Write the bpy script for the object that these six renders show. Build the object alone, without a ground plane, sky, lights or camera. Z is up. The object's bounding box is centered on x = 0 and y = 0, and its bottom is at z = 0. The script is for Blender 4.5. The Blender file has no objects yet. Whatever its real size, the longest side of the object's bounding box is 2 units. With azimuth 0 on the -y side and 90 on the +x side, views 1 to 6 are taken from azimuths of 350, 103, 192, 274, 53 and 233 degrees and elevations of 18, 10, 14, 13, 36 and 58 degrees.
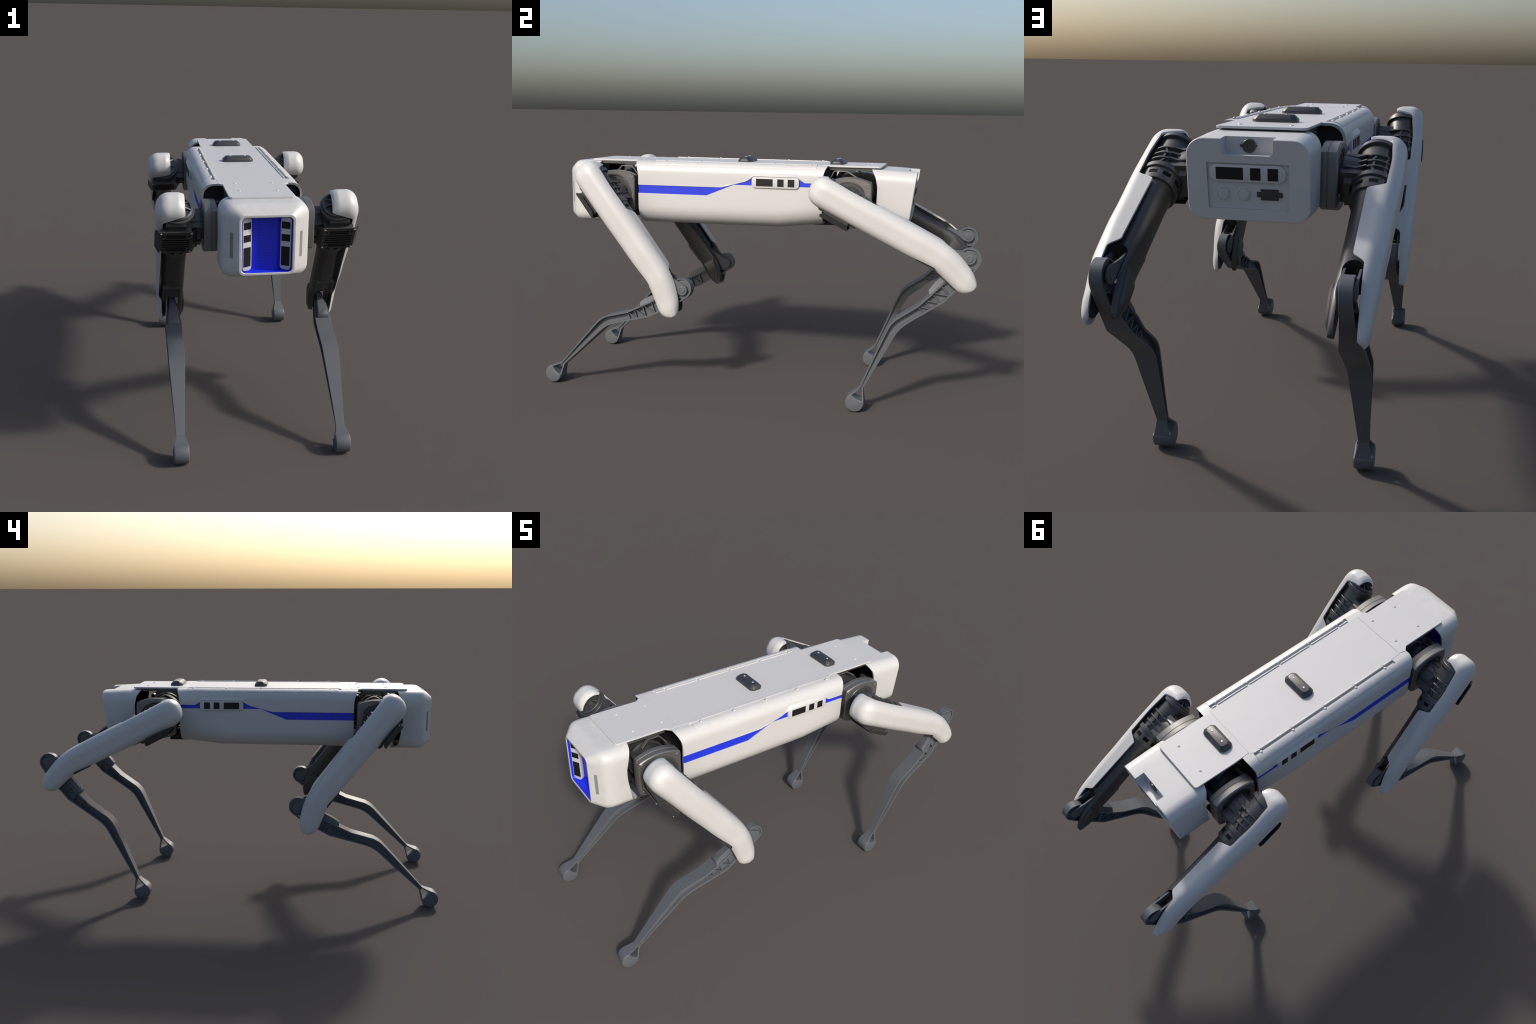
# Quadruped inspection robot: white shells over a dark chassis, four articulated legs.
import bpy, bmesh, math, random
from mathutils import Vector, Matrix
from math import sin, cos, pi, radians, sqrt

random.seed(7)
scene = bpy.context.scene

# ------------------------------------------------------------------ materials
def material(name, color, rough=0.5, metallic=0.0, var=0.0, var_scale=6.0, bump=0.0,
             bump_scale=40.0, coat=0.0, spec=0.5):
    m = bpy.data.materials.new(name)
    m.use_nodes = True
    nt = m.node_tree
    b = nt.nodes["Principled BSDF"]
    b.inputs["Base Color"].default_value = (*color, 1)
    b.inputs["Roughness"].default_value = rough
    b.inputs["Metallic"].default_value = metallic
    b.inputs["Coat Weight"].default_value = coat
    b.inputs["Specular IOR Level"].default_value = spec
    tc = nt.nodes.new("ShaderNodeTexCoord")
    if var > 0:
        n = nt.nodes.new("ShaderNodeTexNoise")
        n.inputs["Scale"].default_value = var_scale
        n.inputs["Detail"].default_value = 4
        nt.links.new(tc.outputs["Object"], n.inputs["Vector"])
        r = nt.nodes.new("ShaderNodeValToRGB")
        r.color_ramp.elements[0].position = 0.3
        r.color_ramp.elements[1].position = 0.7
        r.color_ramp.elements[0].color = (*[c * (1 - var) for c in color], 1)
        r.color_ramp.elements[1].color = (*[min(1, c * (1 + var)) for c in color], 1)
        nt.links.new(n.outputs["Fac"], r.inputs["Fac"])
        nt.links.new(r.outputs["Color"], b.inputs["Base Color"])
    if bump > 0:
        n = nt.nodes.new("ShaderNodeTexNoise")
        n.inputs["Scale"].default_value = bump_scale
        n.inputs["Detail"].default_value = 2
        nt.links.new(tc.outputs["Object"], n.inputs["Vector"])
        bp = nt.nodes.new("ShaderNodeBump")
        bp.inputs["Strength"].default_value = bump
        bp.inputs["Distance"].default_value = 0.004
        nt.links.new(n.outputs["Fac"], bp.inputs["Height"])
        nt.links.new(bp.outputs["Normal"], b.inputs["Normal"])
    return m

WHITE = material("white_plastic", (0.520, 0.520, 0.517), 0.40, var=0.012, var_scale=5)
WHITE_HEAD = material("white_plastic_mottled", (0.520, 0.520, 0.517), 0.40, var=0.02, var_scale=14,
                      bump=0.50, bump_scale=26)
PANEL = material("panel_grey_white", (0.512, 0.512, 0.516), 0.42, var=0.01)
STRIP = material("mounting_strip_white", (0.520, 0.520, 0.518), 0.42, var=0.03, var_scale=30, bump=0.35, bump_scale=45)
LIMB = material("limb_grey_plastic", (0.086, 0.094, 0.106), 0.52, var=0.03)
TUBE = material("tube_black_plastic", (0.030, 0.030, 0.031), 0.42, var=0.05, spec=0.7)
VENTM = material("vent_charcoal", (0.040, 0.040, 0.039), 0.45, var=0.05)
VOID = material("vent_void_black", (0.006, 0.006, 0.007), 0.8, spec=0.1)
ACTU = material("actuator_black", (0.040, 0.041, 0.043), 0.42, var=0.05, spec=0.85)
PLATE = material("hip_plate_grey", (0.200, 0.197, 0.192), 0.42, metallic=0.65, var=0.03, spec=0.6)
INNER = material("cavity_black", (0.016, 0.017, 0.019), 0.6)
GLASS = material("window_black", (0.010, 0.010, 0.010), 0.45, spec=0.3)
SCREW = material("screw_steel", (0.62, 0.62, 0.62), 0.35, metallic=0.3)
PAD = material("pad_charcoal", (0.022, 0.023, 0.025), 0.42, var=0.04, spec=0.85)
SLOTG = material("slot_grey", (0.22, 0.22, 0.215), 0.5)
REARP = material("service_panel_grey_white", (0.505, 0.507, 0.508), 0.45, var=0.015)
BLUE_SOLID = material("blue_inner", (0.010, 0.026, 0.72), 0.45)

def blue_ribbed():
    m = material("blue_ribbed", (0.028, 0.048, 0.64), 0.5)
    nt = m.node_tree
    b = nt.nodes["Principled BSDF"]
    tc = nt.nodes["Texture Coordinate"]
    w = nt.nodes.new("ShaderNodeTexWave")
    w.bands_direction = 'Y'
    w.inputs["Scale"].default_value = 36
    nt.links.new(tc.outputs["Object"], w.inputs["Vector"])
    r = nt.nodes.new("ShaderNodeValToRGB")
    r.color_ramp.elements[0].color = (0.009, 0.024, 0.50, 1)
    r.color_ramp.elements[1].color = (0.015, 0.037, 0.66, 1)
    nt.links.new(w.outputs["Fac"], r.inputs["Fac"])
    nt.links.new(r.outputs["Color"], b.inputs["Base Color"])
    bp = nt.nodes.new("ShaderNodeBump")
    bp.inputs["Strength"].default_value = 0.25
    bp.inputs["Distance"].default_value = 0.001
    nt.links.new(w.outputs["Fac"], bp.inputs["Height"])
    nt.links.new(bp.outputs["Normal"], b.inputs["Normal"])
    return m

def blue_perforated(pitch_x=0.0062, pitch_z=0.0124, half=0.034, z0=0.0, z1=1.0, rad=0.0016):
    """Blue sheet with a staggered grid of small dark holes around x = 0."""
    m = material("blue_perforated", (0.010, 0.026, 0.72), 0.45)
    nt = m.node_tree
    N, L = nt.nodes.new, nt.links.new
    b = nt.nodes["Principled BSDF"]
    tc = nt.nodes["Texture Coordinate"]
    sep = N("ShaderNodeSeparateXYZ")
    L(tc.outputs["Object"], sep.inputs[0])

    def mth(op, a, bb=None):
        n = N("ShaderNodeMath")
        n.operation = op
        for i, v in enumerate((a, bb)):
            if v is None:
                continue
            if isinstance(v, (int, float)):
                n.inputs[i].default_value = v
            else:
                L(v, n.inputs[i])
        return n.outputs[0]

    def dots(ox, oz):
        fx = mth('SUBTRACT', mth('FRACT', mth('ADD', mth('DIVIDE', sep.outputs[0], pitch_x), 100 + ox)), 0.5)
        fz = mth('SUBTRACT', mth('FRACT', mth('ADD', mth('DIVIDE', sep.outputs[2], pitch_z), 100 + oz)), 0.5)
        dx = mth('MULTIPLY', fx, pitch_x)
        dz = mth('MULTIPLY', fz, pitch_z)
        d = mth('ADD', mth('MULTIPLY', dx, dx), mth('MULTIPLY', dz, dz))
        return mth('LESS_THAN', d, rad * rad)
    dd = mth('MAXIMUM', dots(0, 0), dots(0.5, 0.5))
    inx = mth('LESS_THAN', mth('ABSOLUTE', sep.outputs[0]), half)
    inz = mth('MULTIPLY', mth('GREATER_THAN', sep.outputs[2], z0), mth('LESS_THAN', sep.outputs[2], z1))
    mask = mth('MULTIPLY', dd, mth('MULTIPLY', inx, inz))
    mix = N("ShaderNodeMix")
    mix.data_type = 'RGBA'
    L(mask, mix.inputs["Factor"])
    mix.inputs["A"].default_value = (0.010, 0.026, 0.72, 1)
    mix.inputs["B"].default_value = (0.004, 0.006, 0.05, 1)
    L(mix.outputs["Result"], b.inputs["Base Color"])
    return m

STRIPE = blue_ribbed()
PERF = blue_perforated(z0=0.800, z1=1.02)

# ------------------------------------------------------------------ mesh helpers
class M:
    """A growing list of vertices and faces with a material index per face."""
    def __init__(self):
        self.v, self.f, self.mi = [], [], []

    def add(self, verts, faces, mi=0):
        o = len(self.v)
        self.v += [tuple(p) for p in verts]
        self.f += [tuple(i + o for i in f) for f in faces]
        self.mi += [mi] * len(faces)
        return self

    def mirrored(self):
        m = M()
        m.v = [(-x, y, z) for x, y, z in self.v]
        m.f = [tuple(reversed(f)) for f in self.f]
        m.mi = list(self.mi)
        return m

    def merge(self, other):
        o = len(self.v)
        self.v += other.v
        self.f += [tuple(i + o for i in f) for f in other.f]
        self.mi += other.mi
        return self


def finish(me, bevel=0.0, segs=2, angle=32, fix=True):
    bm = bmesh.new()
    bm.from_mesh(me)
    bmesh.ops.remove_doubles(bm, verts=bm.verts, dist=1e-6)
    if fix:
        bmesh.ops.recalc_face_normals(bm, faces=bm.faces)
    if bevel > 0:
        es = [e for e in bm.edges if len(e.link_faces) == 2 and e.calc_face_angle(0) > radians(30)]
        bmesh.ops.bevel(bm, geom=es, offset=bevel, segments=segs, affect='EDGES', profile=0.5, clamp_overlap=True)
    for f in bm.faces:
        f.smooth = True
    for e in bm.edges:
        e.smooth = not (len(e.link_faces) != 2 or e.calc_face_angle(0) > radians(angle))
    bm.to_mesh(me)
    bm.free()
    me.update()


def make_mesh(name, m, mats, bevel=0.0, segs=2, angle=32, fix=True):
    me = bpy.data.meshes.new(name)
    me.from_pydata(m.v, [], m.f)
    for mt in (mats if isinstance(mats, (list, tuple)) else [mats]):
        me.materials.append(mt)
    me.polygons.foreach_set("material_index", m.mi)
    finish(me, bevel, segs, angle, fix)
    return me


def put(name, me, parent, loc=(0, 0, 0), rot_x=0.0):
    ob = bpy.data.objects.new(name, me)
    scene.collection.objects.link(ob)
    ob.parent = parent
    ob.location = loc
    ob.rotation_euler = (rot_x, 0, 0)
    return ob


def apply_mods(ob):
    dg = bpy.context.evaluated_depsgraph_get()
    me = bpy.data.meshes.new_from_object(ob.evaluated_get(dg))
    old = ob.data
    ob.modifiers.clear()
    ob.data = me
    me.name = old.name
    return me


def triangulate(me):
    bm = bmesh.new()
    bm.from_mesh(me)
    bmesh.ops.triangulate(bm, faces=bm.faces, quad_method='BEAUTY', ngon_method='EAR_CLIP')
    bm.to_mesh(me)
    bm.free()


def cut(ob, tools):
    """Boolean difference of ob with each tool mesh."""
    triangulate(ob.data)
    for t in tools:
        me = bpy.data.meshes.new("cutter")
        me.from_pydata(t.v, [], t.f)
        finish(me)
        h = bpy.data.objects.new("cutter", me)
        scene.collection.objects.link(h)
        md = ob.modifiers.new("cut", 'BOOLEAN')
        md.operation = 'DIFFERENCE'
        md.solver = 'EXACT'
        md.object = h
        bpy.context.view_layer.update()
        apply_mods(ob)
        triangulate(ob.data)
        bpy.data.objects.remove(h, do_unlink=True)
    for p in ob.data.polygons:
        p.use_smooth = True
    finish(ob.data)


def loft(rings, closed=True, cap0=False, cap1=False, mi=0):
    n = len(rings[0])
    v = [p for r in rings for p in r]
    f = []
    for i in range(len(rings) - 1):
        for j in range(n if closed else n - 1):
            k = (j + 1) % n
            f.append((i * n + j, i * n + k, (i + 1) * n + k, (i + 1) * n + j))
    if cap0:
        f.append(tuple(reversed(range(n))))
    if cap1:
        f.append(tuple(range((len(rings) - 1) * n, len(rings) * n)))
    return M().add(v, f, mi)


def box(x0, x1, y0, y1, z0, z1, mi=0):
    v = [(x, y, z) for z in (z0, z1) for y in (y0, y1) for x in (x0, x1)]
    return M().add(v, [(0, 2, 3, 1), (4, 5, 7, 6), (0, 1, 5, 4), (2, 6, 7, 3), (0, 4, 6, 2), (1, 3, 7, 5)], mi)


def prism(poly, emb, h0, h1, mi=0):
    """Extrude a 2D polygon; emb(p, q, h) -> xyz."""
    return loft([[emb(p, q, h0) for p, q in poly], [emb(p, q, h1) for p, q in poly]], True, True, True, mi)


def lathe(profile, emb, segs=40, mi=0, caps=True, a0=0.0, a1=2 * pi):
    """Revolve (radius, height) pairs; emb(p, q, h) -> xyz."""
    full = abs(a1 - a0 - 2 * pi) < 1e-6
    n = segs if full else segs + 1
    rings = []
    for r, h in profile:
        rings.append([emb(r * cos(a0 + (a1 - a0) * i / segs), r * sin(a0 + (a1 - a0) * i / segs), h) for i in range(n)])
    return loft(rings, full, caps, caps, mi)


def emb_x(p, q, h):     # profile in (y, z), extruded along x
    return (h, p, q)


def emb_y(p, q, h):     # profile in (x, z), extruded along y
    return (p, h, q)


def emb_z(p, q, h):     # profile in (x, y), extruded along z
    return (p, q, h)


def rrect(hw, z0, z1, r_top, r_bot, n=7, flat=4):
    """Rounded rectangle ring in (x, z), centred on x = 0, constant point count."""
    pts = []
    cs = [(hw - r_top, z1 - r_top, r_top, 0), (-(hw - r_top), z1 - r_top, r_top, 90),
          (-(hw - r_bot), z0 + r_bot, r_bot, 180), (hw - r_bot, z0 + r_bot, r_bot, 270)]
    for ci, (cx, cz, r, a) in enumerate(cs):
        arc = [(cx + r * cos(radians(a + 90 * i / n)), cz + r * sin(radians(a + 90 * i / n))) for i in range(n + 1)]
        pts += arc
        nx = cs[(ci + 1) % 4]
        b = (nx[0] + nx[2] * cos(radians(nx[3])), nx[1] + nx[2] * sin(radians(nx[3])))
        e = arc[-1]
        pts += [(e[0] + (b[0] - e[0]) * k / (flat + 1), e[1] + (b[1] - e[1]) * k / (flat + 1)) for k in range(1, flat + 1)]
    return pts


def capsule(c0, c1, hw, hh, r, n=6):
    """Rounded rectangle polygon centred on (c0, c1)."""
    pts = []
    for sx, sy, a in ((1, 1, 0), (-1, 1, 90), (-1, -1, 180), (1, -1, 270)):
        for i in range(n + 1):
            t = radians(a + 90 * i / n)
            pts.append((c0 + sx * (hw - r) + r * cos(t), c1 + sy * (hh - r) + r * sin(t)))
    return pts


def lerp_table(tab, s):
    """Piecewise smooth interpolation of [(s, v), ...]."""
    if s <= tab[0][0]:
        return tab[0][1]
    for (a, va), (b, vb) in zip(tab, tab[1:]):
        if s <= b:
            t = (s - a) / (b - a)
            t = t * t * (3 - 2 * t)
            return va + (vb - va) * t
    return tab[-1][1]


def lin_table(tab, s):
    if s <= tab[0][0]:
        return tab[0][1]
    for (a, va), (b, vb) in zip(tab, tab[1:]):
        if s <= b:
            return va + (vb - va) * (s - a) / (b - a)
    return tab[-1][1]


# ------------------------------------------------------------------ the thing
root = bpy.data.objects.new("quadruped_robot", None)
scene.collection.objects.link(root)
root["label"] = "white four-legged walking robot with dark grey limbs and blue stripes"
root["category"] = "legged robot"

TOP = 1.0622
# ------------------------------------------------------------------ torso
def torso_ring(bottom, inset=0.0):
    hw = 0.2135 - inset
    z1, z0 = TOP - inset, bottom + inset
    rt, rb = 0.050 - inset * 0.6, 0.085 - inset * 0.6
    return rrect(hw, z0, z1, rt, rb, n=9, flat=6)

def end_offset(x, z, front):
    """The cut at the hip bays leans towards the bay near the top of the shell."""
    t = max(0.0, min(1.0, (z - 0.99) / (TOP - 0.99)))
    d = 0.021 * t * t
    return -d if front else d * 0.75

def torso_mesh():
    ys = [-0.5665, -0.54, -0.45, -0.3, -0.15, 0.0, 0.10, 0.15, 0.20, 0.25, 0.285, 0.3035]
    def bot(y):
        return lin_table([(-0.5665, 0.772), (-0.2, 0.774), (0.10, 0.776), (0.31, 0.800)], y)
    outer, inner = [], []
    for i, y in enumerate(ys):
        for lst, inset in ((outer, 0.0), (inner, 0.009)):
            ring = []
            for x, z in torso_ring(bot(y), inset):
                dy = 0.0
                if i == 0:
                    dy = end_offset(x, z, True)
                if i == len(ys) - 1:
                    dy = end_offset(x, z, False)
                ring.append((x, y + dy, z))
            lst.append(ring)
    m = loft(outer)
    n = len(outer[0])
    k = len(ys)
    mi = loft(inner, mi=1)
    m.merge(mi)
    o2 = k * n
    for a, b in ((0, o2), ((k - 1) * n, o2 + (k - 1) * n)):
        for j in range(n):
            q = (j + 1) % n
            m.f.append((a + j, a + q, b + q, b + j))
            m.mi.append(0)
    return make_mesh("torso", m, [WHITE, INNER])

torso = put("torso", torso_mesh(), root)

stripe_front = [(-0.60, 0.953), (-0.163, 0.954), (-0.05, 0.984), (-0.008, 1.004), (0.0, 0.968), (-0.103, 0.968), (-0.233, 0.915), (-0.60, 0.915)]
stripe_rear = [(0.186, 1.006), (0.2, 0.999), (0.226, 0.986), (0.34, 0.986), (0.34, 0.968), (0.186, 0.968)]
tools = []
for sg in (1, -1):
    for poly in (stripe_front, stripe_rear):
        p = poly if sg > 0 else poly
        tools.append(prism(p, emb_x, sg * 0.2075, sg * 0.26))
    # long channel beside each mounting rail, wider at both ends
    ch = [(0.1490, -0.505), (0.1700, -0.505), (0.1700, -0.455), (0.1620, -0.455), (0.1620, 0.235), (0.1700, 0.235), (0.1700, 0.272), (0.1490, 0.272)]
    tools.append(prism([(sg * x, y) for x, y in ch], emb_z, 1.0545, 1.10))
cut(torso, tools)

for sg in (1, -1):
    def mk(sections):
        x0, x1 = sg * 0.2070, sg * 0.2108
        return loft([[(x0, y, a), (x1, y, a), (x1, y, b), (x0, y, b)] for y, a, b in sections], True, True, True)
    sf = [(-0.566, 0.9130, 0.9545), (-0.233, 0.9130, 0.9550), (-0.163, 0.9415, 0.9555), (-0.103, 0.9660, 0.9717), (-0.050, 0.9660, 0.9860), (-0.004, 0.9660, 1.0080)]
    sr = [(0.182, 0.9660, 1.0080), (0.200, 0.9660, 1.0010), (0.226, 0.9660, 0.9880), (0.303, 0.9660, 0.9880)]
    m = mk(sf).merge(mk(sr))
    put("stripe", make_mesh("stripe", m, STRIPE), torso)

# side sensor bars with three dark windows, under a small flared brow
def sensor_windows(emb, spans, w0, w1, h0, h1):
    out = []
    for a, b in spans:
        out.append(prism([(a, w0), (b, w0), (b, w1), (a, w1)], emb, h0, h1))
    return out

for sg in (1, -1):
    E = lambda p, q, h, sg=sg: (sg * h, p, q)
    m = prism(capsule(0.091, 0.984, 0.1085, 0.0255, 0.016), E, 0.200, 0.2205)
    put("sensor_bar", make_mesh("sensor_bar", m, WHITE, bevel=0.0018), torso)
    for w in sensor_windows(E, ((0.003, 0.080), (0.101, 0.130), (0.149, 0.179)), 0.967, 1.000, 0.212, 0.2218):
        put("sensor_window", make_mesh("sensor_window", w, GLASS, bevel=0.0004, segs=1), torso)
    # brow: a wedge from the shoulder out to the top edge of the bar
    v = [E(-0.045, 0.987, 0.2110), E(-0.008, 1.0105, 0.2235), E(0.188, 1.0105, 0.2235), E(0.226, 0.988, 0.2110),
         E(0.190, 1.034, 0.2035), E(-0.010, 1.034, 0.2035),
         E(-0.045, 0.987, 0.196), E(-0.008, 1.0105, 0.196), E(0.188, 1.0105, 0.196), E(0.226, 0.988, 0.196)]
    f = [(1, 2, 4, 5), (0, 1, 5), (2, 3, 4), (0, 6, 7, 1), (1, 7, 8, 2), (2, 8, 9, 3), (0, 5, 6), (3, 9, 4), (5, 4, 9, 8, 7, 6)]
    put("sensor_brow", make_mesh("sensor_brow", M().add(v, f), WHITE, angle=50), torso)

# mounting rails: lip, mottled strip following the shoulder, and little screw heads
for sg in (1, -1):
    m = M()
    stops = [-0.505, -0.447, -0.278, -0.104, 0.071, 0.241, 0.272]
    for a, b in zip(stops, stops[1:]):          # segments with small gaps at the clips
        m.merge(box(*sorted((sg * 0.1445, sg * 0.1505)), a + 0.005, b - 0.005, 1.058, 1.0662))
    put("rail_lip", make_mesh("rail_lip", m, PANEL, bevel=0.001), torso)
    def shoulder(x):
        cx, cz, r = 0.2135 - 0.050, TOP - 0.050, 0.050
        return TOP if x <= cx else cz + sqrt(max(0, r * r - (x - cx) ** 2))
    xs = [0.1640, 0.170, 0.176, 0.182, 0.188, 0.1935, 0.198]
    top = [(x, shoulder(x) + 0.0020) for x in xs]
    bot = [(x, shoulder(x) - 0.004) for x in reversed(xs)]
    poly = [(sg * x, z) for x, z in top + bot]
    m = prism(poly, emb_y, -0.490, 0.272)
    put("mounting_strip", make_mesh("mounting_strip", m, STRIP, bevel=0.0006, segs=1), torso)
    sm = make_mesh("rail_screw", lathe([(0.0005, 0.0048), (0.0045, 0.0040), (0.0066, 0.0010), (0.0066, -0.008)], emb_z, 18), PANEL)
    for y in (-0.447, -0.278, -0.104, 0.071, 0.241):
        put("rail_screw", sm, torso, (sg * 0.1630, y, TOP + 0.001))

# dark bulkheads closing the torso ends
for y0, y1, b in ((-0.545, -0.538, 0.773), (0.272, 0.279, 0.797)):
    ring = rrect(0.2, b + 0.011, TOP - 0.012, 0.044, 0.075)
    put("bulkhead", make_mesh("bulkhead", prism(ring, emb_y, y0, y1), INNER), torso)

# ------------------------------------------------------------------ top panel
def plate_poly_front():
    r = 0.012
    a = [(0.130, -0.822), (0.126, -0.831), (0.118, -0.834)]
    right = [(0.117, -0.5535), (0.140, -0.5535), (0.150, -0.586), (0.146, -0.588), (0.129, -0.607)] + a
    return right + [(-x, y) for x, y in reversed(right)]

panel = put("top_panel", make_mesh("top_panel", prism(plate_poly_front(), emb_z, 1.0555, 1.0636), PANEL, bevel=0.0012, angle=15), root)
right = [(0.135, 0.285), (0.137, 0.36), (0.135, 0.543), (0.131, 0.551), (0.123, 0.554)]
rear_poly = right + [(-x, y) for x, y in reversed(right)]
put("rear_plate", make_mesh("rear_plate", prism(rear_poly, emb_z, 1.0560, 1.0636), PANEL, bevel=0.0012, angle=15), panel)
mid = [(0.1440, -0.5525), (0.1440, 0.2845)]
mid_poly = mid + [(-x, y) for x, y in reversed(mid)]
put("centre_plate", make_mesh("centre_plate", prism(mid_poly, emb_z, 1.0560, 1.0631), PANEL, bevel=0.0006, segs=1, angle=15), panel)

for sg in (1, -1):
    for ya, yb in ((-0.815, -0.606), (0.318, 0.525)):
        m = box(*sorted((sg * 0.1215, sg * 0.1270)), ya, yb, 1.0420, 1.0562)
        put("panel_skirt", make_mesh("panel_skirt", m, ACTU, bevel=0.0008, segs=1), panel)
panel_screw = make_mesh("screw", lathe([(0.0022, 0.0008), (0.0026, 0.0022), (0.0052, 0.0020), (0.0068, 0.0), (0.0068, -0.003)], emb_z, 20), PANEL)
for x, y in ((0.0770, -0.592), (0.0765, -0.729), (0.0775, 0.489)):
    for sg in (1, -1):
        put("screw", panel_screw, panel, (sg * x, y, 1.0636))

def pad_mesh():
    """Charcoal mounting pad: octagonal footprint with chamfered top."""
    def octo(hx, hy, c):
        q = [(hx, hy - c), (hx - c, hy), (-hx + c, hy), (-hx, hy - c), (-hx, -hy + c), (-hx + c, -hy), (hx - c, -hy), (hx, -hy + c)]
        return q
    rings = [[(x, y, z) for x, y in octo(hx, hy, c)] for hx, hy, c, z in
             ((0.071, 0.031, 0.013, 0.0), (0.071, 0.031, 0.013, 0.0105), (0.058, 0.0185, 0.010, 0.0245))]
    return make_mesh("mounting_pad", loft(rings, True, True, True), PAD, bevel=0.0016)

pad_me = pad_mesh()
pad_screw = make_mesh("pad_screw", lathe([(0.0005, 0.0016), (0.0035, 0.0012), (0.0048, 0.0), (0.0048, -0.002)], emb_z, 16), SCREW)
for y in (-0.0935, 0.3435):
    put("mounting_pad", pad_me, panel, (0.002, y, 1.0625))
    for sg in (1, -1):
        put("pad_screw", pad_screw, panel, (0.002 + sg * 0.034, y, 1.0625 + 0.0248))

# ------------------------------------------------------------------ head
def head_mesh():
    def back(z):     # rear edge of the head shell as seen from the side
        return lin_table([(0.766, -0.757), (0.770, -0.770), (0.782, -0.792), (0.80, -0.797), (0.90, -0.812), (0.95, -0.812), (1.02, -0.797), (1.06, -0.782)], z)
    st = [(-0.80, 0.1725, 1.0545, 0.766, 0.050, 0.042), (-0.86, 0.1735, 1.0555, 0.766, 0.050, 0.042),
          (-0.888, 0.1715, 1.0555, 0.766, 0.049, 0.042), (-0.904, 0.1665, 1.0540, 0.7675, 0.047, 0.041),
          (-0.914, 0.1600, 1.0500, 0.770, 0.044, 0.040), (-0.921, 0.1530, 1.0455, 0.7725, 0.041, 0.038),
          (-0.9545, 0.1105, 1.0235, 0.7855, 0.025, 0.025), (-0.9570, 0.1070, 1.0205, 0.7870, 0.022, 0.022),
          (-0.9570, 0.1000, 1.0135, 0.7935, 0.018, 0.018), (-0.9550, 0.0970, 1.0110, 0.7955, 0.016, 0.016)]
    rings = []
    for i, (y, hw, z1, z0, rt, rb) in enumerate(st):
        ring = []
        for x, z in rrect(hw, z0, z1, rt, rb, n=8, flat=6):
            ring.append((x, back(z) if i == 0 else y, z))
        rings.append(ring)
    m = loft(rings)
    n = len(rings[0])
    # dark inner skin
    inn = []
    for (y, hw, z1, z0, rt, rb), yy in (((st[0]), None), ((st[1]), -0.86), ((st[2]), -0.882)):
        ring = []
        for x, z in rrect(hw - 0.008, z0 + 0.008, z1 - 0.008, rt - 0.005, rb - 0.005, n=8, flat=6):
            ring.append((x, back(z) if yy is None else yy, z))
        inn.append(ring)
    o = len(m.v)
    m.merge(loft(inn, mi=1))
    for j in range(n):
        k = (j + 1) % n
        m.f.append((j, k, o + k, o + j))
        m.mi.append(0)
    return make_mesh("head", m, [WHITE_HEAD, INNER])

head = put("head", head_mesh(), root)
# slots on the slanted cheeks
for sg in (1, -1):
    a = math.atan2(0.0335, 0.0425)
    tx, ty = cos(a), -sin(a)           # direction across the cheek, outwards and backwards
    nx, ny = -sin(a) * -1, -cos(a)     # outward normal
    def cheek(p, q, h, sg=sg):
        return (sg * (0.1335 + p * cos(a) + h * sin(a)), -0.9365 + p * sin(a) - h * cos(a), q)
    m = prism(capsule(0, 0.902, 0.0072, 0.0505, 0.003), cheek, -0.006, 0.0008)
    put("cheek_slot", make_mesh("cheek_slot", m, SLOTG, bevel=0.0004, segs=1), head)

# blue recess behind the rim: walls + perforated back
ring = lambda y, d: [(x, y, z) for x, z in rrect(0.0975 - d, 0.7950 + d, 1.0115 - d, 0.016, 0.016, n=5, flat=2)]
m = loft([ring(-0.9552, 0.0), ring(-0.905, 0.001)])
put("face_recess", make_mesh("face_recess", m, BLUE_SOLID, fix=False), head)
# back sheet: curved, swept from side to side
cols = [(-0.0975, -0.9080), (-0.052, -0.9080), (-0.038, -0.9095), (0.038, -0.9095), (0.052, -0.9080), (0.0975, -0.9080)]
v = [(x, y, z) for z in (0.794, 1.0125) for x, y in cols]
v += [(x, y + 0.004, z) for z in (0.794, 1.0125) for x, y in cols]
n = len(cols)
f = [(i, i + 1, n + i + 1, n + i) for i in range(n - 1)] + [(2 * n + i + 1, 2 * n + i, 3 * n + i, 3 * n + i + 1) for i in range(n - 1)]
put("perforated_sheet", make_mesh("perforated_sheet", M().add(v, f), PERF, fix=False), head)

# two inward-facing sensor bars with windows
for sg in (1, -1):
    ang = math.atan2(0.017, 0.030)
    def bar(p, q, h, sg=sg):
        # p runs from the outer rim inwards and backwards, h towards the viewer
        x = 0.0735 - p * cos(ang) - h * sin(ang)
        y = -0.9365 + p * sin(ang) - h * cos(ang)
        return (sg * x, y, q)
    m = prism(capsule(0.0, 0.9030, 0.0215, 0.1045, 0.014), bar, -0.020, 0.0)
    put("sensor_bar", make_mesh("sensor_bar", m, WHITE, bevel=0.002), head)
    for za, zb in ((0.8155, 0.8915), (0.9130, 0.9400), (0.9620, 0.9890)):
        m = prism([(-0.0175, za), (0.0165, za), (0.0165, zb), (-0.0175, zb)], bar, -0.004, 0.0012)
        put("sensor_window", make_mesh("sensor_window", m, GLASS, bevel=0.0004, segs=1), head)

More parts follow.
